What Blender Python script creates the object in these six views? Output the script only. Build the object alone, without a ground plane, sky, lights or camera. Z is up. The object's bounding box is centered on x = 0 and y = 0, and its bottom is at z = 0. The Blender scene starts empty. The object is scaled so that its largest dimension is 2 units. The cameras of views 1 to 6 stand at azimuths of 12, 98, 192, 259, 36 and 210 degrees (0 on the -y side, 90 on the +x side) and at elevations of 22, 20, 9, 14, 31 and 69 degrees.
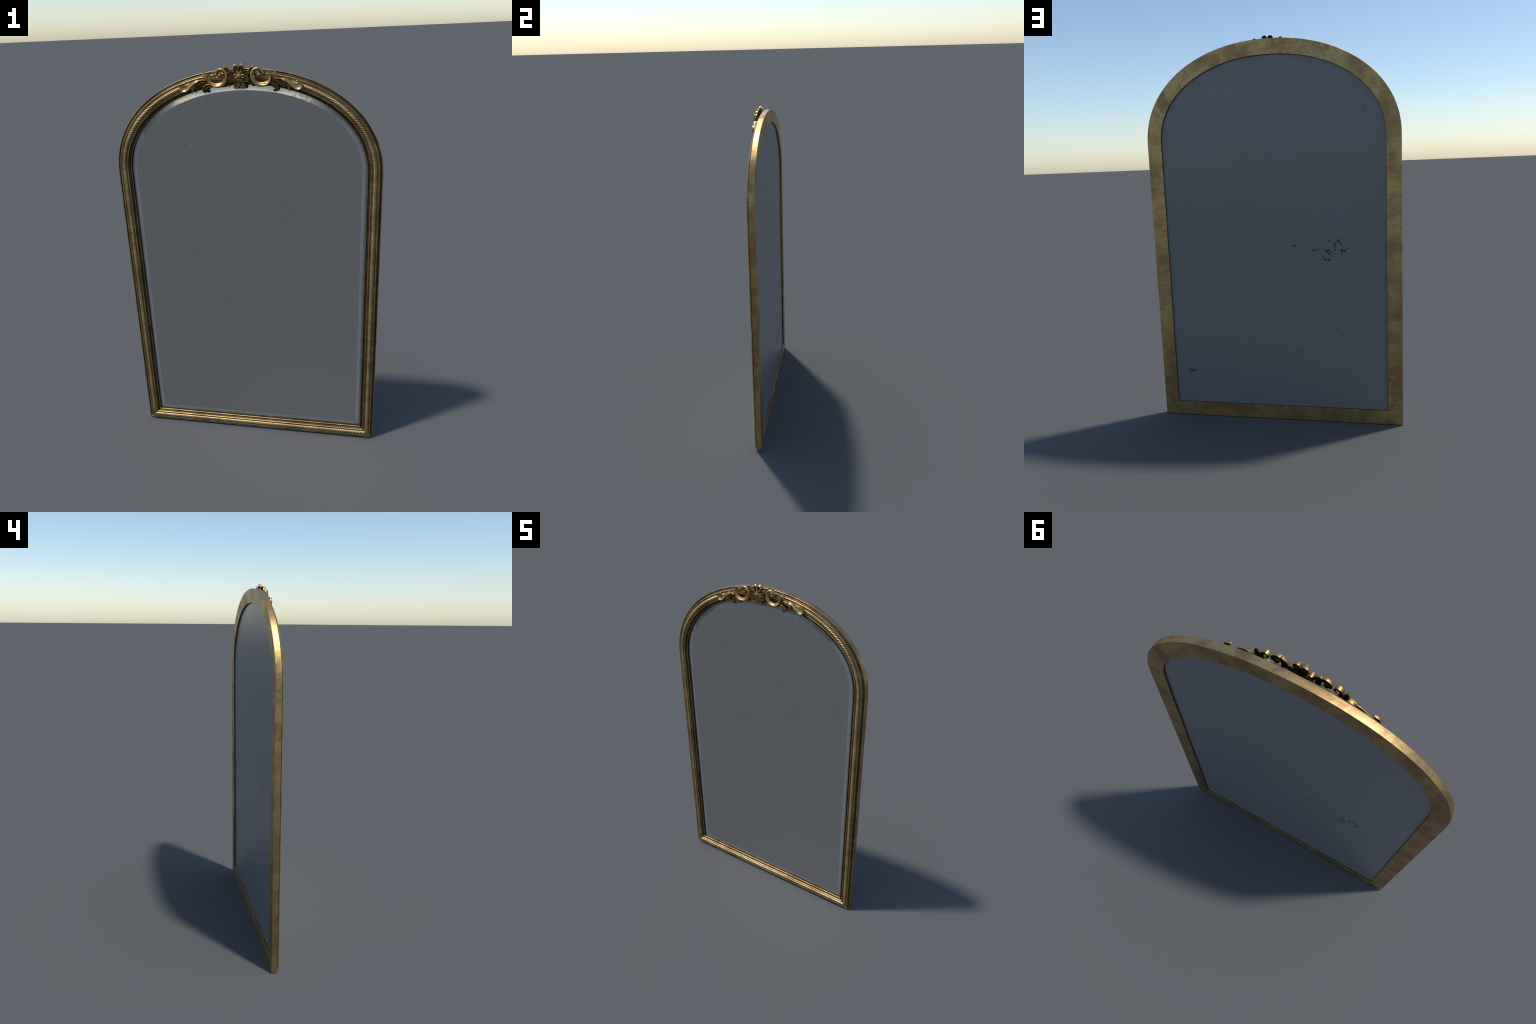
"""Arched standing wall mirror: gilt moulded frame with a rope-twist band, a
carved crest of flower, scrolls and leaves, bevelled glass and a backing panel.
Front faces -y, the frame stands on z = 0."""
import bpy, math, random
from mathutils import Vector

random.seed(7)
TAU = math.tau

# ------------------------------------------------------------------ sizes
HALF_W = 0.6536         # half width of the frame
SPRING = 1.49           # height where the arch starts
TOP = 1.978             # top of the frame
POWER = 2.1             # super-ellipse exponent of the arch
RISE = TOP - SPRING
BACK = 0.0360           # y of the back of the frame

# ------------------------------------------------------------------ helpers
def new_object(name, verts, faces, mats, parent=None, mat_ids=None, sharp=40.0,
               smooth=True):
    me = bpy.data.meshes.new(name)
    me.from_pydata(verts, [], faces)
    for m in mats:
        me.materials.append(m)
    if mat_ids:
        for p, i in zip(me.polygons, mat_ids):
            p.material_index = i
    me.validate()
    me.update()
    if smooth:
        me.shade_smooth()
        me.set_sharp_from_angle(angle=math.radians(sharp))
    ob = bpy.data.objects.new(name, me)
    bpy.context.scene.collection.objects.link(ob)
    if parent is not None:
        ob.parent = parent
    return ob

def catmull(pts, per):
    """Dense Catmull-Rom samples through rows of numbers."""
    n = len(pts)
    out = []
    for i in range(n - 1):
        p0 = pts[i - 1] if i > 0 else [2 * a - b for a, b in zip(pts[0], pts[1])]
        p1, p2 = pts[i], pts[i + 1]
        p3 = pts[i + 2] if i + 2 < n else [2 * a - b for a, b in zip(pts[-1], pts[-2])]
        for k in range(per):
            t = k / per
            t2, t3 = t * t, t * t * t
            out.append([0.5 * (2 * b + (c - a) * t + (2 * a - 5 * b + 4 * c - d) * t2
                               + (3 * b - a - 3 * c + d) * t3)
                        for a, b, c, d in zip(p0, p1, p2, p3)])
    out.append(list(pts[-1]))
    return out

# ------------------------------------------------------------------ materials
class Net:
    """Small wrapper that keeps the node code readable."""
    def __init__(self, name):
        self.mat = bpy.data.materials.new(name)
        self.mat.use_nodes = True
        self.t = self.mat.node_tree
        self.t.nodes.clear()
        self.out = self.n('ShaderNodeOutputMaterial')
        self.bsdf = self.n('ShaderNodeBsdfPrincipled')
        self.link(self.bsdf.outputs[0], self.out.inputs[0])
        self.coord = self.n('ShaderNodeTexCoord').outputs['Object']

    def n(self, kind, **kw):
        nd = self.t.nodes.new(kind)
        for k, v in kw.items():
            setattr(nd, k, v)
        return nd

    def link(self, a, b):
        self.t.links.new(a, b)

    def put(self, sock, v):
        if hasattr(v, 'is_linked'):
            self.link(v, sock)
        else:
            sock.default_value = v

    def mapping(self, scale=(1, 1, 1), loc=(0, 0, 0), rot=(0, 0, 0), src=None):
        m = self.n('ShaderNodeMapping')
        self.link(src or self.coord, m.inputs['Vector'])
        m.inputs['Scale'].default_value = scale
        m.inputs['Location'].default_value = loc
        m.inputs['Rotation'].default_value = rot
        return m.outputs[0]

    def noise(self, scale, detail=4, rough=0.55, vec=None, distortion=0.0):
        nd = self.n('ShaderNodeTexNoise')
        self.link(vec or self.coord, nd.inputs['Vector'])
        nd.inputs['Scale'].default_value = scale
        nd.inputs['Detail'].default_value = detail
        nd.inputs['Roughness'].default_value = rough
        nd.inputs['Distortion'].default_value = distortion
        return nd.outputs['Fac']

    def math(self, op, a, b=0.0, c=0.0, clamp=False):
        nd = self.n('ShaderNodeMath', operation=op, use_clamp=clamp)
        for s, v in zip(nd.inputs, (a, b, c)):
            self.put(s, v)
        return nd.outputs[0]

    def ramp(self, v, lo, hi, a=0.0, b=1.0):
        nd = self.n('ShaderNodeMapRange', interpolation_type='SMOOTHSTEP')
        for s, x in zip(nd.inputs, (v, lo, hi, a, b)):
            self.put(s, x)
        return nd.outputs[0]

    def mix(self, fac, a, b, blend='MIX'):
        nd = self.n('ShaderNodeMix', data_type='RGBA', blend_type=blend)
        self.put(nd.inputs[0], fac)
        for s, v in ((nd.inputs[6], a), (nd.inputs[7], b)):
            if isinstance(v, tuple):
                v = (*v, 1.0)
            self.put(s, v)
        return nd.outputs[2]

    def set(self, **kw):
        for k, v in kw.items():
            s = self.bsdf.inputs[k.replace('_', ' ')]
            if isinstance(v, tuple) and len(v) == 3:
                v = (*v, 1.0)
            self.put(s, v)


def gold_material(name, light=(0.53, 0.36, 0.155), brown=(0.345, 0.215, 0.10),
                  recess_shade=(0.045, 0.03, 0.016), shade_reach=0.009, gain=1.0,
                  rough=0.39, mitre=False, bump=0.1):
    """Old gilt metal: olive gold, brown tarnish clouds, fine scratches, occlusion shade
    painted dark into the recesses."""
    g = Net(name)
    light = tuple(c * gain for c in light)
    brown = tuple(c * gain for c in brown)
    olive = (light[0] * 0.91, light[1] * 0.99, light[2] * 1.06)
    clouds = g.noise(8.0, 4, 0.55)
    clouds2 = g.noise(21.0, 5, 0.6, g.mapping(loc=(3.1, 1.7, 0.4)))
    tint = g.noise(5.0, 3, 0.5, g.mapping(loc=(8.0, 2.0, 5.0)))
    fine = g.noise(190.0, 3, 0.6)
    col = g.mix(g.ramp(tint, 0.42, 0.6), light, olive)
    col = g.mix(g.ramp(clouds, 0.40, 0.68), col, brown)
    col = g.mix(g.math('MULTIPLY', g.ramp(clouds2, 0.50, 0.74), 0.6), col,
                tuple(c * 0.72 for c in brown))
    rust = g.noise(13.0, 5, 0.6, g.mapping(loc=(1.3, 9.7, 4.1)))
    col = g.mix(g.math('MULTIPLY', g.ramp(rust, 0.54, 0.66), 0.65), col,
                (brown[0] * 1.02, brown[1] * 0.86, brown[2] * 0.8))
    speck = g.noise(75.0, 4, 0.65)
    col = g.mix(g.math('MULTIPLY', g.ramp(speck, 0.52, 0.70), 0.35), col,
                tuple(c * 0.62 for c in brown))
    # long slanted rubbing marks
    streak = g.noise(60.0, 3, 0.6, g.mapping(scale=(0.16, 1.0, 1.7), rot=(0, 0.45, 0)))
    col = g.mix(g.math('MULTIPLY', g.ramp(streak, 0.52, 0.62), 0.35), col,
                tuple(c * 0.8 for c in brown))
    col = g.mix(g.math('MULTIPLY', g.ramp(fine, 0.55, 0.8), 0.25), col,
                tuple(c * 0.6 for c in brown))
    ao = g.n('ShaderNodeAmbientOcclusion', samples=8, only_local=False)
    ao.inputs['Distance'].default_value = shade_reach
    ao_shade = g.ramp(ao.outputs['AO'], 0.30, 0.88, 1.0, 0.0)  # contact shadow in crevices, baked into the base colour
    col = g.mix(g.math('MULTIPLY', ao_shade, 0.8), col, recess_shade)
    if mitre:
        # open seam of the mitre at the +x bottom corner of the back
        sep = g.n('ShaderNodeSeparateXYZ')
        g.link(g.coord, sep.inputs[0])
        d = g.math('ABSOLUTE', g.math('SUBTRACT', g.math('SUBTRACT', HALF_W, sep.outputs[0]),
                                      sep.outputs[2]))
        seam = g.math('MULTIPLY', g.ramp(d, 0.0004, 0.0016, 1.0, 0.0),
                      g.math('MULTIPLY', g.math('GREATER_THAN', sep.outputs[1], 0.034),
                             g.math('LESS_THAN', sep.outputs[2], 0.075)))
        col = g.mix(g.math('MULTIPLY', seam, 0.55), col, (0.9, 0.72, 0.42))
    r = g.math('ADD', rough, g.math('MULTIPLY', clouds, 0.16))
    r = g.math('ADD', r, g.math('MULTIPLY', ao_shade, 0.25), clamp=True)
    b = g.n('ShaderNodeBump')
    b.inputs['Strength'].default_value = bump
    b.inputs['Distance'].default_value = 0.002
    g.link(g.math('ADD', g.math('MULTIPLY', clouds2, 0.8), g.math('MULTIPLY', fine, 0.25)),
           b.inputs['Height'])
    g.link(b.outputs[0], g.bsdf.inputs['Normal'])
    g.set(Base_Color=col, Metallic=1.0, Roughness=r)
    return g.mat


def spots(g, scale, share, size, seed):
    """Sparse round foxing spots; share = part of the cells that carry one."""
    warp = g.n('ShaderNodeVectorMath', operation='ADD')
    nz = g.n('ShaderNodeTexNoise')
    g.link(g.coord, nz.inputs['Vector'])
    nz.inputs['Scale'].default_value = 170.0
    nz.inputs['Detail'].default_value = 2.0
    sc = g.n('ShaderNodeVectorMath', operation='SCALE')
    g.link(nz.outputs['Color'], sc.inputs[0])
    sc.inputs['Scale'].default_value = 0.007
    # lay the x-z plane of the glass into the x-y plane of the pattern
    g.link(g.mapping(rot=(math.pi / 2, 0, 0), loc=(seed, seed * 1.7, 0)), warp.inputs[0])
    g.link(sc.outputs[0], warp.inputs[1])
    v = g.n('ShaderNodeTexVoronoi', feature='F1', voronoi_dimensions='2D')
    g.link(warp.outputs[0], v.inputs['Vector'])
    v.inputs['Scale'].default_value = scale
    w = g.n('ShaderNodeSeparateColor')
    g.link(v.outputs['Color'], w.inputs[0])
    has = g.math('LESS_THAN', w.outputs[0], share)
    rad = g.math('MULTIPLY', g.math('ADD', g.math('POWER', w.outputs[1], 2.0), 0.25),
                 size * scale)
    d = g.math('DIVIDE', v.outputs['Distance'], rad)
    return g.math('MULTIPLY', g.ramp(d, 0.6, 1.0, 1.0, 0.0), has)


def near(g, x, z, rx, rz):
    """1 at the point (x, z), fading out at the ellipse rx, rz."""
    sep = g.n('ShaderNodeSeparateXYZ')
    g.link(g.coord, sep.inputs[0])
    a = g.math('DIVIDE', g.math('SUBTRACT', sep.outputs[0], x), rx)
    b = g.math('DIVIDE', g.math('SUBTRACT', sep.outputs[2], z), rz)
    d = g.math('SQRT', g.math('ADD', g.math('MULTIPLY', a, a), g.math('MULTIPLY', b, b)))
    return g.ramp(d, 0.25, 1.0, 1.0, 0.0)


def glass_material(name, tint, rough, bevel=False):
    """Silvered glass; the bevel colour is darkened for lip shadow and weaker sky reflection."""
    g = Net(name)
    haze = g.noise(3.5, 3, 0.5)
    col = g.mix(haze, tuple(c * 0.97 for c in tint), tuple(c * 1.03 for c in tint))
    s = g.math('MAXIMUM', spots(g, 15.0, 0.16, 0.0038, 3.7), spots(g, 30.0, 0.14, 0.0028, 9.1))
    metal = 1.0
    r = rough
    if bevel:
        sep = g.n('ShaderNodeSeparateXYZ')
        g.link(g.coord, sep.inputs[0])
        m = g.noise(44.0, 5, 0.65, g.mapping(scale=(1, 0.2, 1)))
        across = g.math('ABSOLUTE', g.math('ADD', sep.outputs[0], 0.03))
        side = g.math('SUBTRACT', g.ramp(across, 0.20, 0.40), g.ramp(across, 0.43, 0.52))
        sky_loss = g.ramp(g.math('ADD', m, g.math('MULTIPLY', side, 0.24)), 0.62, 0.65)
        sky_loss = g.math('MULTIPLY', sky_loss, g.ramp(sep.outputs[2], 1.45, 1.65))   # only on the arch
        r = g.math('ADD', rough, g.math('MULTIPLY', sky_loss, 0.06))
        # shadow of lip and ornament, tinted blue-grey into the bevel colour
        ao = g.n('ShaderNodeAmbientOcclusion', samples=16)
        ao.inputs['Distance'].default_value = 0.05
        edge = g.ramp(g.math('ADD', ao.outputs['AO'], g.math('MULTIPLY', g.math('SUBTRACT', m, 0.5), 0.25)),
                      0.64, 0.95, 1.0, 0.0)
        col = g.mix(g.math('MULTIPLY', sky_loss, 0.75), col, (0.32, 0.33, 0.345))  # colour greyed in flakes where the bright sky reflection drops out
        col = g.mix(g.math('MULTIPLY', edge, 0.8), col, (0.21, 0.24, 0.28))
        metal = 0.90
    else:
        col = g.mix(g.math('MULTIPLY', s, 0.6), col, (0.06, 0.06, 0.07))
    g.set(Base_Color=col, Metallic=metal, Roughness=r)
    return g.mat


def panel_material(name):
    g = Net(name)
    base = (0.165, 0.168, 0.170)
    haze = g.noise(4.0, 4, 0.5)
    col = g.mix(haze, tuple(c * 0.94 for c in base), tuple(c * 1.06 for c in base))
    few = g.math('MULTIPLY', spots(g, 17.0, 0.30, 0.0044, 1.3), g.ramp(g.noise(2.6, 2, 0.5), 0.36, 0.5, 0.35, 1.0))
    many = g.math('MULTIPLY', spots(g, 62.0, 0.30, 0.0105, 5.9),
                  g.ramp(g.math('ADD', near(g, -0.295, 0.930, 0.16, 0.13),
                                g.noise(11.0, 2, 0.5)), 0.94, 1.06))
    dust = g.math('MULTIPLY', spots(g, 33.0, 0.24, 0.0044, 2.2), near(g, -0.28, 0.70, 0.75, 0.85))
    s = g.math('MAXIMUM', g.math('MAXIMUM', few, many), dust)
    smear = g.math('MULTIPLY', near(g, 0.490, 0.258, 0.036, 0.015),
                   g.ramp(g.noise(48.0, 3, 0.6), 0.38, 0.43))
    blot = g.math('MULTIPLY', near(g, -0.108, 0.948, 0.015, 0.012), g.ramp(g.noise(90.0, 2, 0.6), 0.34, 0.42))
    s = g.math('MAXIMUM', s, g.math('MAXIMUM', smear, blot))
    col = g.mix(g.math('MULTIPLY', s, 0.88), col, (0.035, 0.03, 0.03))
    g.set(Base_Color=col, Metallic=0.0, Roughness=g.math('ADD', 0.27, g.math('MULTIPLY', haze, 0.1)))
    return g.mat


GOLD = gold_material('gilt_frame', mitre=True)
GOLD_GROOVE = gold_material('gilt_groove', gain=0.27, rough=0.48)  # same gilt, darkened to draw the shade inside the moulding hollows
DARK_BACK = gold_material('near_black_back', light=(0.05, 0.038, 0.022), brown=(0.035, 0.025, 0.014), rough=0.75)  # near-black tone for the flat backs of the crest pieces and the plaque
GOLD_CUP = gold_material('gilt_cup', gain=0.55, rough=0.42)  # gilt toned down to deepen the shadow in the petal cups
GOLD_BOSS = gold_material('gilt_boss', gain=0.85, rough=0.5, shade_reach=0.004)
GOLD_EDGE = gold_material('gilt_worn_edge', gain=1.25, shade_reach=0.003, rough=0.3)
GOLD_ROPE = gold_material('gilt_rope', shade_reach=0.006, gain=1.05)
GOLD_CARVED = gold_material('gilt_carving', light=(0.57, 0.365, 0.15), brown=(0.46, 0.28, 0.115), shade_reach=0.0042, rough=0.35, bump=0.06)
GLASS = glass_material('silvered_glass', (0.695, 0.70, 0.69), 0.09)
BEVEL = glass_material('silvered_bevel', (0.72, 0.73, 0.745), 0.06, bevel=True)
PANEL = panel_material('backing_grey')

# ------------------------------------------------------------------ outline
def arch_point(t):
    """Point and outward normal of the arch; t = 0 right springing, 1 top."""
    a = t * math.pi / 2
    c, s = max(math.cos(a), 0.0), max(math.sin(a), 0.0)
    x, z = HALF_W * c ** (2 / POWER), RISE * s ** (2 / POWER)
    nx = (x / HALF_W) ** (POWER - 1) / HALF_W
    nz = (z / RISE) ** (POWER - 1) / RISE
    l = math.hypot(nx, nz)
    return (x, SPRING + z), (nx / l, nz / l)

def arch_stations(n):
    """Springing (+x) over the top to springing (-x): point, inward offset."""
    out = []
    for i in range(2 * n + 1):
        t = i / n
        side = 1
        if t > 1:
            t, side = 2 - t, -1
        (x, z), (nx, nz) = arch_point(t)
        if i == n:
            x, nx, nz = 0.0, 0.0, 1.0
        out.append(((side * x, z), (-side * nx, -nz)))
    return out

N_ARCH = 56
CORNER_R = ((HALF_W, 0.0), (-1.0, 1.0))
CORNER_L = ((-HALF_W, 0.0), (1.0, 1.0))
STILE_R = [((HALF_W, z), (-1.0, 0.0)) for z in (0.25, 0.55, 0.85, 1.15)]
STILE_L = [((-HALF_W, z), (1.0, 0.0)) for z in (1.15, 0.85, 0.55, 0.25)]
PATH_UPPER = [CORNER_R] + STILE_R + arch_stations(N_ARCH) + STILE_L + [CORNER_L]
PATH_BOTTOM = [CORNER_L] + [((x, 0.0), (0.0, 1.0)) for x in (-0.3, 0.0, 0.3)] + [CORNER_R]

def at(station, u, y):
    (x, z), (mx, mz) = station
    return (x + u * mx, y, z + u * mz)

# moulding cross-section: (distance in from the outer edge, y)
MOULDING = [
    (0.0735, BACK), (0.0005, BACK), (0.0, BACK - 0.0005),          # flat back
    (0.0, 0.0072), (0.0004, 0.0054), (0.0016, 0.0044),             # side, outer rim
    (0.0032, 0.0044), (0.0046, 0.0054), (0.0056, 0.0076),
    (0.0070, 0.0074), (0.0105, 0.0048), (0.0140, 0.0016),          # slope
    (0.0150, -0.0018), (0.0164, -0.0045), (0.0184, -0.0057),       # outer bead
    (0.0204, -0.0053), (0.0220, -0.0040), (0.0230, -0.0026),
    (0.0242, -0.0018), (0.0262, -0.0026), (0.0490, -0.0030), (0.0512, -0.0030), # bed of the rope
    (0.0524, -0.0042), (0.0538, -0.0062), (0.0556, -0.0080),       # inner bead
    (0.0574, -0.0080), (0.0590, -0.0068), (0.0600, -0.0044),
    (0.0603, -0.0004), (0.0608, 0.0006), (0.0630, 0.0022),         # cove
    (0.0665, 0.0042), (0.0698, 0.0056), (0.0701, 0.0040),
    (0.0708, 0.0020), (0.0721, 0.0010), (0.0734, 0.0015),          # sight lip
    (0.0742, 0.0028), (0.0745, 0.0046), (0.0745, 0.0150),
]
SIGHT = 0.0714                       # width of the moulding at the front
MOULDING = [(u if y > 0.03 else u * SIGHT / 0.0745, y) for u, y in MOULDING]
MOULDING += [(0.0745, 0.0160), (0.0745, BACK - 0.0012)]
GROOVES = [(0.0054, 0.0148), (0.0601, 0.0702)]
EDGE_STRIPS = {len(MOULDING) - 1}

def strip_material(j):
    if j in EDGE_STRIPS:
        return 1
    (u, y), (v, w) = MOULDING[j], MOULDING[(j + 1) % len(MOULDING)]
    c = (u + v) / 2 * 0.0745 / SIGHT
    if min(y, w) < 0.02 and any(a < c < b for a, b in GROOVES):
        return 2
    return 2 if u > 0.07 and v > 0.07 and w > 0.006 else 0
#      # chamfers of the back arrises

def sweep(name, path, parent):
    n, m = len(path), len(MOULDING)
    verts = [at(st, u, y) for st in path for (u, y) in MOULDING]
    faces, ids = [], []
    for i in range(n - 1):
        for j in range(m):
            k = (j + 1) % m
            faces.append((i * m + j, i * m + k, (i + 1) * m + k, (i + 1) * m + j))
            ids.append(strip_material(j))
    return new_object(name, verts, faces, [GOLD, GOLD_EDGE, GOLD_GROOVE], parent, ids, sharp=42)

root = bpy.data.objects.new('arched_mirror', None)
bpy.context.scene.collection.objects.link(root)
root['label'] = 'tall arched mirror in an aged gilt frame with carved flower crest'
root['category'] = 'wall mirror'

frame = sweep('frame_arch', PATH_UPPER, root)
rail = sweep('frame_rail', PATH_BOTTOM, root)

# ------------------------------------------------------------------ rope twist
ROPE_U, ROPE_HALF, ROPE_HIGH = 0.0357, 0.0110, 0.0132
PITCH, LEAN = 0.0100, -0.0200

def resample(path, u, step):
    """Walk along the path at inset u: (distance, station) every step."""
    pts = [at(s, u, 0) for s in path]
    res, run = [], 0.0
    for i in range(len(path) - 1):
        a, b = pts[i], pts[i + 1]
        d = math.hypot(b[0] - a[0], b[2] - a[2])
        k = max(1, round(d / step))
        for j in range(k):
            t = j / k
            (p, m), (q, o) = path[i], path[i + 1]
            st = ((p[0] + (q[0] - p[0]) * t, p[1] + (q[1] - p[1]) * t),
                  (m[0] + (o[0] - m[0]) * t, m[1] + (o[1] - m[1]) * t))
            res.append((run + d * t, st))
        run += d
    res.append((run, path[-1]))
    return res

def rope(side):
    """Half of the twisted band, bottom centre round to the top centre."""
    half = arch_stations(150)[:151]
    inner = 0.09
    stations = ([((0.0, 0.0), (0.0, 1.0)), ((HALF_W - inner, 0.0), (0.0, 1.0)), CORNER_R,
                 ((HALF_W, inner), (-1.0, 0.0))] + half)
    # straight runs keep a straight offset, so the corner mitre stays crisp
    pts = resample(stations, ROPE_U, 0.00115)
    fixed = []
    for d, (p, m) in pts:
        if p[1] <= 1e-6 and p[0] < HALF_W - 1e-6:          # bottom run
            lim = HALF_W - p[0]
            fixed.append((d, p, 'b', lim))
        elif p[1] < SPRING and p[0] > HALF_W - 1e-6:
            fixed.append((d, p, 's', p[1]))
        else:
            fixed.append((d, p, m, None))
    K = 18
    verts, faces = [], []
    for d, p, m, lim in fixed:
        for k in range(K + 1):
            v = -1 + 2 * k / K
            ang = v * math.pi / 2
            phase = (d + LEAN * v * 0.5 * (1 - 0.15 * v * v)) / PITCH
            lobe = abs(math.sin(math.pi * phase)) ** 0.9
            fade = min(1.0, (1 + v) / 0.2, max(0.0, (0.62 - v) / 0.3))
            rr = 1.0 - 0.23 * (1 - lobe) * fade
            u = ROPE_U + ROPE_HALF * math.sin(ang) * rr
            y = 0.0008 - ROPE_HIGH * math.cos(ang) * rr - 0.0006
            if m == 'b':
                x, z = min(p[0], HALF_W - u), u
            elif m == 's':
                x, z = HALF_W - u, max(p[1], u)
            else:
                x, z = p[0] + u * m[0], p[1] + u * m[1]
            verts.append((side * x, y, z))
    R = K + 1
    for i in range(len(fixed) - 1):
        for k in range(K):
            f = (i * R + k, i * R + k + 1, (i + 1) * R + k + 1, (i + 1) * R + k)
            faces.append(f if side > 0 else f[::-1])
    ob = new_object('rope_moulding', verts, faces, [GOLD_ROPE], frame, sharp=70)
    ob['kind'] = 'stuff'
    return ob

for s in (1, -1):
    rope(s)

# ------------------------------------------------------------------ glass and back
def ring(u, y):
    """Closed outline at inset u, anticlockwise seen from the front."""
    st = PATH_UPPER
    return [at(s, u, y) for s in st]

def stack(name, layers, mats, ids, cap_ids, parent, sharp=1.0):
    rings = [ring(u, y) for u, y in layers]
    n = len(rings[0])
    verts = [v for r in rings for v in r]
    faces, fid = [], []
    for a in range(len(rings) - 1):
        for i in range(n):
            j = (i + 1) % n
            faces.append((a * n + i, a * n + j, (a + 1) * n + j, (a + 1) * n + i))
            fid.append(ids[a])
    faces.append(tuple(reversed(range(n))))
    fid.append(cap_ids[0])
    last = (len(rings) - 1) * n
    faces.append(tuple(range(last, last + n)))
    fid.append(cap_ids[1])
    return new_object(name, verts, faces, mats, parent, fid, sharp=sharp)

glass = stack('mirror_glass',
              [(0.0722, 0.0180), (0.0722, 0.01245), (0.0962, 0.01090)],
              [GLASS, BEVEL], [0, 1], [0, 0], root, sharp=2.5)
panel = stack('backing_panel',
              [(0.0728, 0.0264), (0.0728, 0.0186)],
              [PANEL], [0], [0, 0], root, sharp=30)

# ------------------------------------------------------------------ carved crest
CX, CZ = 0.0, 1.946        # centre of the flower

# relief cross-sections across a band: (side -1..1, height 0..1)
CREST = [(-1, 0), (-1, .40), (-.94, .56), (-.76, .78), (-.48, .93), (-.14, 1.0),
         (.04, .97), (.30, .74), (.58, .56), (.86, .46), (1, .40), (1, 0)]
TROUGH = [(-1, 0), (-1, .80), (-.95, .95), (-.84, 1.0), (-.70, .93), (-.45, .70),
          (-.15, .52), (.20, .44), (.55, .44), (.85, .52), (1, .46), (1, 0)]
DOUBLE = [(-1, 0), (-1, .36), (-.94, .66), (-.80, .93), (-.64, 1.0), (-.45, .76), (-.24, .40),
          (-.04, .30), (.12, .44), (.30, .82), (.46, .96), (.62, .82), (.82, .48), (1, .32), (1, 0)]
LEAF = [(-1, 0), (-1, .34), (-.70, .56), (-.35, .66), (-.10, .80), (0, 1.0),
        (.10, .80), (.35, .66), (.70, .56), (1, .34), (1, 0)]
TAIL = [(-1, 0), (-1, .36), (-.95, .58), (-.84, .84), (-.68, .98), (-.45, .92),
        (-.15, .62), (.20, .42), (.55, .36), (.85, .44), (1, .34), (1, 0)]
ROUND = [(-1, 0), (-1, .40), (-.9, .62), (-.65, .84), (-.3, .97), (0, 1.0),
         (.3, .97), (.65, .84), (.9, .62), (1, .40), (1, 0)]

def blend(a, b, t):
    return [(p[0] + (q[0] - p[0]) * t, p[1] + (q[1] - p[1]) * t) for p, q in zip(a, b)]

def relief(name, spine, base, profile, side=1, parent=None, profile_end=None, flip=False,
           per=14, mat=None):
    """A carved band. spine rows: x, z, width, crest height (towards -y), base y
    offset. The back is flat, like a casting."""
    rows = catmull(spine, per)
    n = len(rows)
    verts, faces, ids = [], [], []
    m = len(profile)
    for i, (x, z, w, h, dy) in enumerate(rows):
        a, b = rows[max(i - 1, 0)], rows[min(i + 1, n - 1)]
        tx, tz = b[0] - a[0], b[1] - a[1]
        l = math.hypot(tx, tz) or 1.0
        nx, nz = -tz / l, tx / l
        pr = profile if profile_end is None else blend(profile, profile_end,
                                                       min(1, max(0, (i / (n - 1) - .45) / .25)))
        w, h = max(w, 0.0004), max(h, 0.0006)
        for s, f in pr:
            sx = -s if flip else s
            y = base + dy - h * f
            verts.append((side * (x + nx * sx * w / 2), y, z + nz * sx * w / 2))
    rev = (side < 0) != flip
    def add(f):
        faces.append(f[::-1] if rev else f)
    for i in range(n - 1):
        for j in range(m):
            k = (j + 1) % m
            add((i * m + j, (i + 1) * m + j, (i + 1) * m + k, i * m + k))
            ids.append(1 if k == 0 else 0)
    add(tuple(range(m)))
    add(tuple(reversed(range((n - 1) * m, n * m))))
    return new_object(name, verts, faces, [mat or GOLD_CARVED, DARK_BACK], parent, ids + [0, 0], sharp=48)

def ellipsoid(name, c, r, parent, back, seg=28, rings=16):
    """Boss with a flat near-black back at y = back."""
    verts, faces = [], []
    for i in range(rings + 1):
        th = math.pi * i / rings
        for j in range(seg):
            ph = TAU * j / seg
            verts.append((c[0] + r[0] * math.sin(th) * math.cos(ph),
                          min(back, c[1] - r[1] * math.cos(th)),
                          c[2] + r[2] * math.sin(th) * math.sin(ph)))
    for i in range(rings):
        for j in range(seg):
            k = (j + 1) % seg
            faces.append((i * seg + j, i * seg + k, (i + 1) * seg + k, (i + 1) * seg + j))
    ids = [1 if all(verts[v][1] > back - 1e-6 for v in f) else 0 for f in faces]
    return new_object(name, verts, faces, [GOLD_CARVED if name.endswith('bud') else GOLD_BOSS, DARK_BACK],
                      parent, ids, sharp=80)

# plaque behind the flower that carries the crest
def plaque():
    n = 48
    outline = []
    for i in range(n):
        a = TAU * i / n
        c, s = math.cos(a), math.sin(a)
        outline.append((0.046 * math.copysign(abs(c) ** 0.55, c),
                        CZ - 0.002 + 0.0270 * math.copysign(abs(s) ** 0.55, s)))
    verts, faces = [], []
    layers = [(1.0, -0.0035), (1.0, -0.0105), (0.96, -0.0125), (0.5, -0.0140)]
    for k, y in layers:
        verts += [(x * k, y, CZ + (z - CZ) * k) for x, z in outline]
    for a in range(len(layers) - 1):
        for i in range(n):
            j = (i + 1) % n
            faces.append((a * n + i, a * n + j, (a + 1) * n + j, (a + 1) * n + i))
    faces.append(tuple(reversed(range(n))))
    faces.append(tuple(range(3 * n, 4 * n)))
    return new_object('crest_ornament', verts, faces, [DARK_BACK], root, sharp=40)

crest = plaque()

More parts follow.
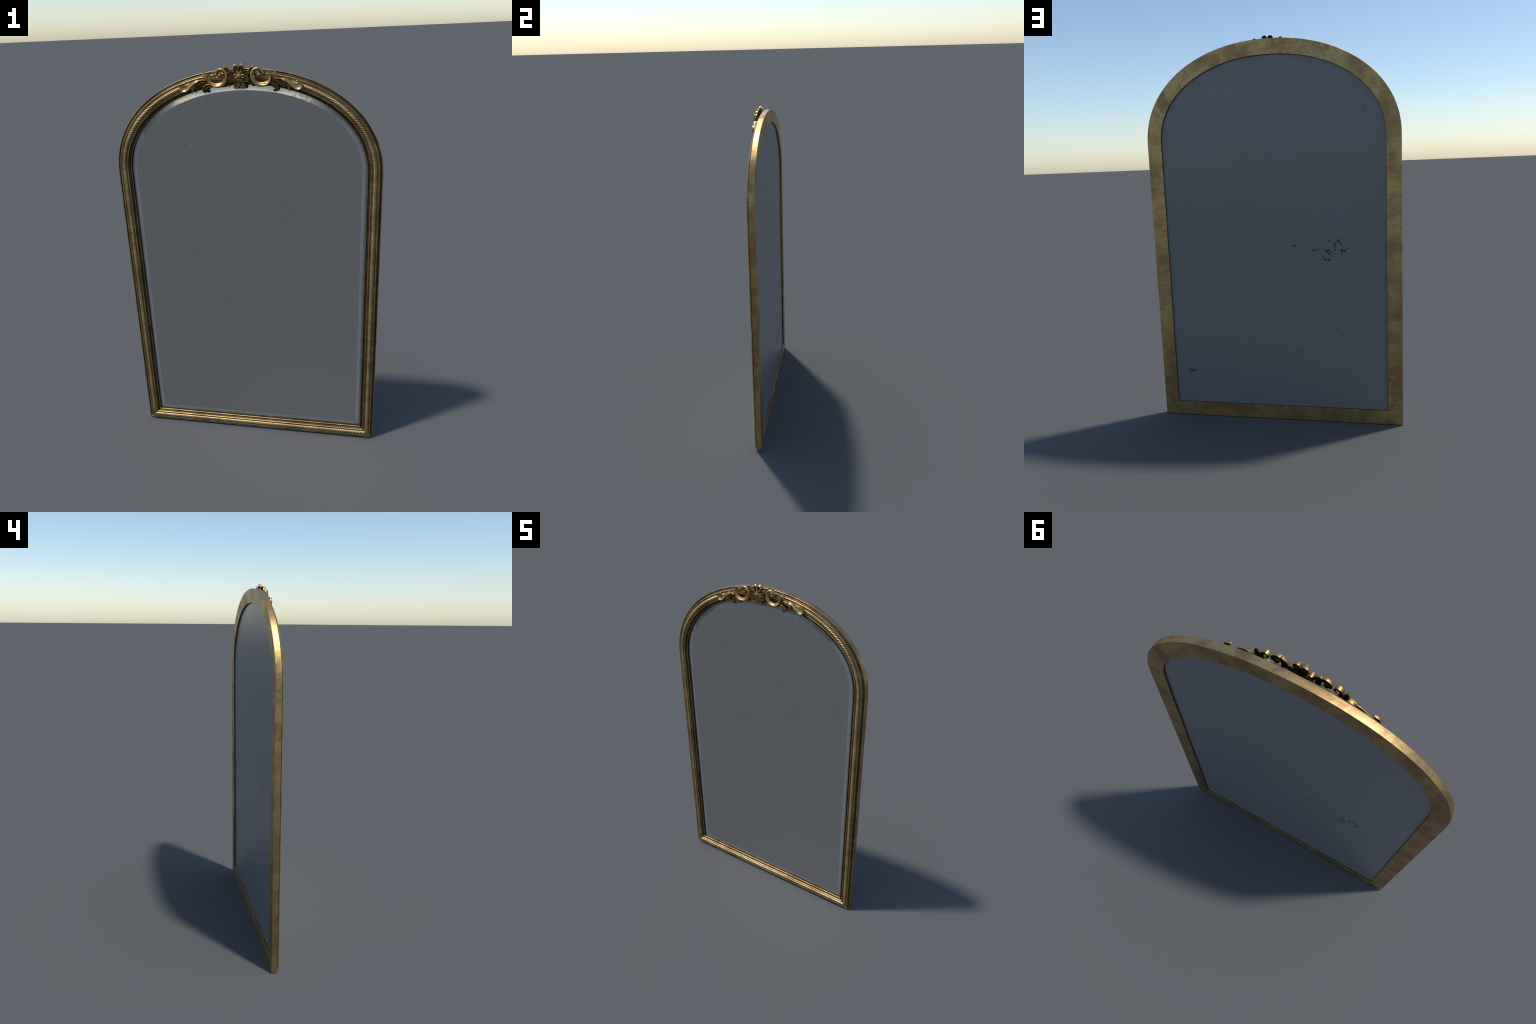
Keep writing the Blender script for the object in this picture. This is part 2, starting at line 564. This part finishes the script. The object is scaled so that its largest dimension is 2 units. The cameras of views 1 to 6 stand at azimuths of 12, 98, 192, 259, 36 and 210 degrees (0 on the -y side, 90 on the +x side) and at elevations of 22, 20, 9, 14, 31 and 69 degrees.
# ---- flower: eight cupped petals, a raised rib in each, a boss in the middle
def petal_mesh(name, reach, flare):
    """Cupped petal pointing along +z from the origin; flare stretches the back."""
    n = 40
    r0 = 0.007
    def outline(scale, length, tip=1.0):
        pts = []
        for i in range(n):
            a = TAU * i / n
            t = (1 - math.cos(a)) / 2                      # 0 root, 1 tip
            w = 0.0149 * math.copysign(abs(math.sin(a)) ** 0.86, math.sin(a)) * (0.26 + 0.84 * t ** 0.85) / 1.02
            pts.append((w * scale, r0 + (length - r0) * t))
        return pts
    mid = (0.0, reach * 0.62)
    loops = []
    def loop(pts, yroot, ytip):
        loops.append([(x, yroot + (ytip - yroot) * ((z - r0) / (reach - r0)), z) for x, z in pts])
    def shrink(pts, k, kz=None):
        kz = k if kz is None else kz
        return [(x * k, mid[1] + (z - mid[1]) * kz) for x, z in pts]
    big = outline(1.02 + 0.8 * (flare - 1.03), reach * flare)
    front = outline(1.0, reach)
    loop(big, 0.0005, 0.0)                                 # flat back
    loop(shrink(big, 1.0), -0.004, -0.0055)
    loop([(a[0] * 0.66 + b[0] * 0.34, a[1] * 0.66 + b[1] * 0.34) for a, b in zip(big, front)], -0.010, -0.0128)
    loop(front, -0.0125, -0.0185)
    loop(shrink(front, 0.96, 0.975), -0.0144, -0.0210)
    loop(shrink(front, 0.885, 0.935), -0.0145, -0.0211)    # rolled rim
    loop(shrink(front, 0.825, 0.90), -0.0128, -0.0186)
    loop(shrink(front, 0.78, 0.86), -0.0085, -0.0100)
    loop(shrink(front, 0.50, 0.55), -0.0050, -0.0045)      # cup
    loop(shrink(front, 0.22, 0.25), -0.0048, -0.0040)
    verts = [v for l in loops for v in l]
    faces = []
    for a in range(len(loops) - 1):
        for i in range(n):
            j = (i + 1) % n
            faces.append((a * n + j, a * n + i, (a + 1) * n + i, (a + 1) * n + j))
    faces.append(tuple(range(n)))
    last = (len(loops) - 1) * n
    faces.append(tuple(reversed(range(last, last + n))))
    me = bpy.data.meshes.new(name)
    me.from_pydata(verts, [], faces)
    me.materials.append(GOLD_CARVED)
    me.materials.append(DARK_BACK)
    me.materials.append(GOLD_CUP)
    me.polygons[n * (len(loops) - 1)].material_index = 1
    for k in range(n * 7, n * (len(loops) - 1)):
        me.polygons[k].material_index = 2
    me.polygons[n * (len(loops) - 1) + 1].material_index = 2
    me.shade_smooth()
    me.set_sharp_from_angle(angle=math.radians(60))
    return me

def rib_mesh():
    """Almond-shaped rib lying in the petal."""
    n, seg = 14, 10
    verts, faces = [], []
    for i in range(n + 1):
        t = i / n
        z = 0.007 + 0.028 * t
        w = 0.0056 * math.sin(math.pi * min(1, 0.10 + 0.90 * t)) ** 0.9 + 0.0001
        top = -0.0175 + 0.0020 * t + 0.0100 * t ** 3
        for j in range(seg + 1):
            a = math.pi * j / seg
            verts.append((w * math.cos(a), -0.0045 + (top + 0.0045) * math.sin(a) ** 0.8, z))
    for i in range(n):
        for j in range(seg):
            a = i * (seg + 1) + j
            faces.append((a, a + 1, a + seg + 2, a + seg + 1))
    me = bpy.data.meshes.new('petal_rib')
    me.from_pydata(verts, [], faces)
    me.materials.append(GOLD_CARVED)
    me.shade_smooth()
    return me

tall, wide, rib = petal_mesh('petal_tall', 0.0485, 1.20), petal_mesh('petal_wide', 0.0475, 1.03), rib_mesh()
for k in range(8):
    ang = math.radians(22.5 + 45 * k)
    upright = k in (0, 7, 3, 4)
    lean = ang
    if upright:            # the four upright petals stand a little closer together
        lean = math.radians({0: 19.5, 7: -19.5, 3: 160.5, 4: 199.5}[k])
    else:
        lean = math.radians({1: 69, 2: 111, 5: 249, 6: 291}[k])
    p = bpy.data.objects.new('petal', tall if upright else wide)
    p.rotation_euler = (0, lean, 0)
    p.location = (CX, -0.0125, CZ)
    p.parent = crest
    bpy.context.scene.collection.objects.link(p)
    q = bpy.data.objects.new('petal_rib', rib)
    q.rotation_euler = (0, lean, 0)
    q.location = (CX, -0.0125, CZ)
    q.parent = crest
    bpy.context.scene.collection.objects.link(q)
ellipsoid('flower_boss', (CX, -0.0285, CZ), (0.0104, 0.0072, 0.0114), crest, -0.0150)

# ---- scrolls and foliage of one side, mirrored for the other
def foliage(side):
    base = -0.0125
    deep = -0.0165
    # big C-scroll that starts under its own boss and ends in a small volute
    relief('scroll', [
        (0.0990, 1.9500, .0130, .0092, 0), (0.1030, 1.9560, .0135, .0112, 0),
        (0.1028, 1.9640, .0150, .0142, 0),
        (0.0965, 1.9728, .0165, .0167, 0), (0.0850, 1.9768, .0175, .0187, 0),
        (0.0715, 1.9728, .0185, .0194, 0), (0.0630, 1.9615, .0190, .0196, 0),
        (0.0605, 1.9460, .0195, .0196, 0), (0.0640, 1.9300, .0198, .0194, 0),
        (0.0735, 1.9170, .0200, .0192, 0), (0.0890, 1.9090, .0200, .0190, 0),
        (0.1058, 1.9076, .0192, .0184, 0), (0.1218, 1.9120, .0175, .0178, 0),
        (0.1342, 1.9212, .0155, .0174, 0), (0.1412, 1.9345, .0140, .0170, 0),
        (0.1420, 1.9492, .0128, .0168, 0), (0.1372, 1.9605, .0118, .0166, 0),
        (0.1284, 1.9648, .0100, .0162, 0), (0.1205, 1.9606, .0080, .0152, 0),
        (0.1186, 1.9535, .0066, .0142, 0), (0.1226, 1.9472, .0060, .0132, 0),
        (0.1290, 1.9450, .0050, .0112, 0)],
        deep, CREST, side, crest, profile_end=TROUGH)
    ellipsoid('scroll_boss', (side * 0.0900, -0.0215, 1.9512), (0.0112, 0.0100, 0.0122), crest, -0.0166)
    # lower hooked stem with a double ridge
    relief('hook', [
        (0.1040, 1.9068, .0120, .0180, 0), (0.1240, 1.9075, .0165, .0205, 0),
        (0.1385, 1.9088, .0186, .0195, 0), (0.1525, 1.9062, .0198, .0180, 0),
        (0.1640, 1.8985, .0198, .0168, 0), (0.1688, 1.8885, .0184, .0160, 0),
        (0.1645, 1.8815, .0132, .0146, 0), (0.1580, 1.8815, .0080, .0126, 0),
        (0.1540, 1.8850, .0030, .0090, 0)],
        base + 0.001, DOUBLE, side, crest, flip=True)
    # upper hooked stem
    relief('hook', [
        (0.1470, 1.9130, .0060, .0120, 0), (0.1525, 1.9205, .0110, .0135, 0),
        (0.1610, 1.9262, .0140, .0172, 0),
        (0.1735, 1.9282, .0172, .0185, 0), (0.1880, 1.9240, .0182, .0183, 0),
        (0.1985, 1.9155, .0182, .0178, 0), (0.2028, 1.9055, .0170, .0172, 0),
        (0.1992, 1.8982, .0125, .0155, 0), (0.1925, 1.8975, .0078, .0124, 0),
        (0.1885, 1.9005, .0030, .0090, 0)],
        base + 0.001, DOUBLE, side, crest, flip=True)
    # upright leaf
    relief('leaf', [
        (0.1475, 1.9100, .0060, .0090, 0), (0.1520, 1.9200, .0110, .0110, 0),
        (0.1575, 1.9340, .0180, .0145, 0), (0.1612, 1.9470, .0205, .0145, 0),
        (0.1624, 1.9585, .0135, .0130, 0), (0.1612, 1.9705, .0010, .0090, 0)],
        base - 0.0045, LEAF, side, crest)
    # small leaf hanging down
    relief('leaf', [
        (0.2155, 1.9195, .0050, .0080, 0), (0.2190, 1.9110, .0110, .0100, 0),
        (0.2228, 1.9000, .0130, .0105, 0), (0.2258, 1.8880, .0092, .0100, 0),
        (0.2275, 1.8740, .0008, .0070, 0)],
        base - 0.002, LEAF, side, crest)
    # trailing leaf that ends in an open cup
    relief('tail_scroll', [
        (0.1800, 1.9312, .0040, .0080, 0), (0.1920, 1.9310, .0090, .0110, 0),
        (0.2060, 1.9280, .0140, .0130, 0), (0.2190, 1.9215, .0160, .0120, 0),
        (0.2330, 1.9105, .0180, .0120, 0), (0.2470, 1.8985, .0195, .0120, 0),
        (0.2600, 1.8900, .0205, .0122, 0), (0.2715, 1.8900, .0205, .0122, 0),
        (0.2778, 1.8980, .0200, .0122, 0), (0.2765, 1.9080, .0175, .0122, 0),
        (0.2690, 1.9155, .0120, .0105, 0), (0.2605, 1.9195, .0070, .0080, 0)],
        base - 0.001, TAIL, side, crest)
    ellipsoid('tail_bud', (side * 0.2625, -0.0190, 1.9190), (0.0050, 0.0052, 0.0048), crest, -0.0130)
    # two collar leaves that tie the scroll to the plaque
    relief('collar_leaf', [
        (0.0430, 1.9600, .0080, .0080, 0), (0.0480, 1.9690, .0120, .0095, 0),
        (0.0550, 1.9775, .0140, .0115, 0), (0.0640, 1.9838, .0140, .0120, 0),
        (0.0700, 1.9862, .0110, .0120, 0), (0.0740, 1.9856, .0050, .0100, 0)],
        base - 0.0005, DOUBLE, side, crest)
    ellipsoid('collar_bud', (side * 0.0655, -0.0215, 1.9850), (0.0055, 0.0060, 0.0050), crest, -0.0135)
    relief('collar_leaf', [
        (0.0440, 1.9300, .0080, .0080, 0), (0.0490, 1.9195, .0115, .0095, 0),
        (0.0560, 1.9110, .0120, .0100, 0), (0.0635, 1.9055, .0100, .0100, 0),
        (0.0705, 1.9030, .0040, .0080, 0)],
        base - 0.0005, DOUBLE, side, crest, flip=True)

for s in (1, -1):
    foliage(s)
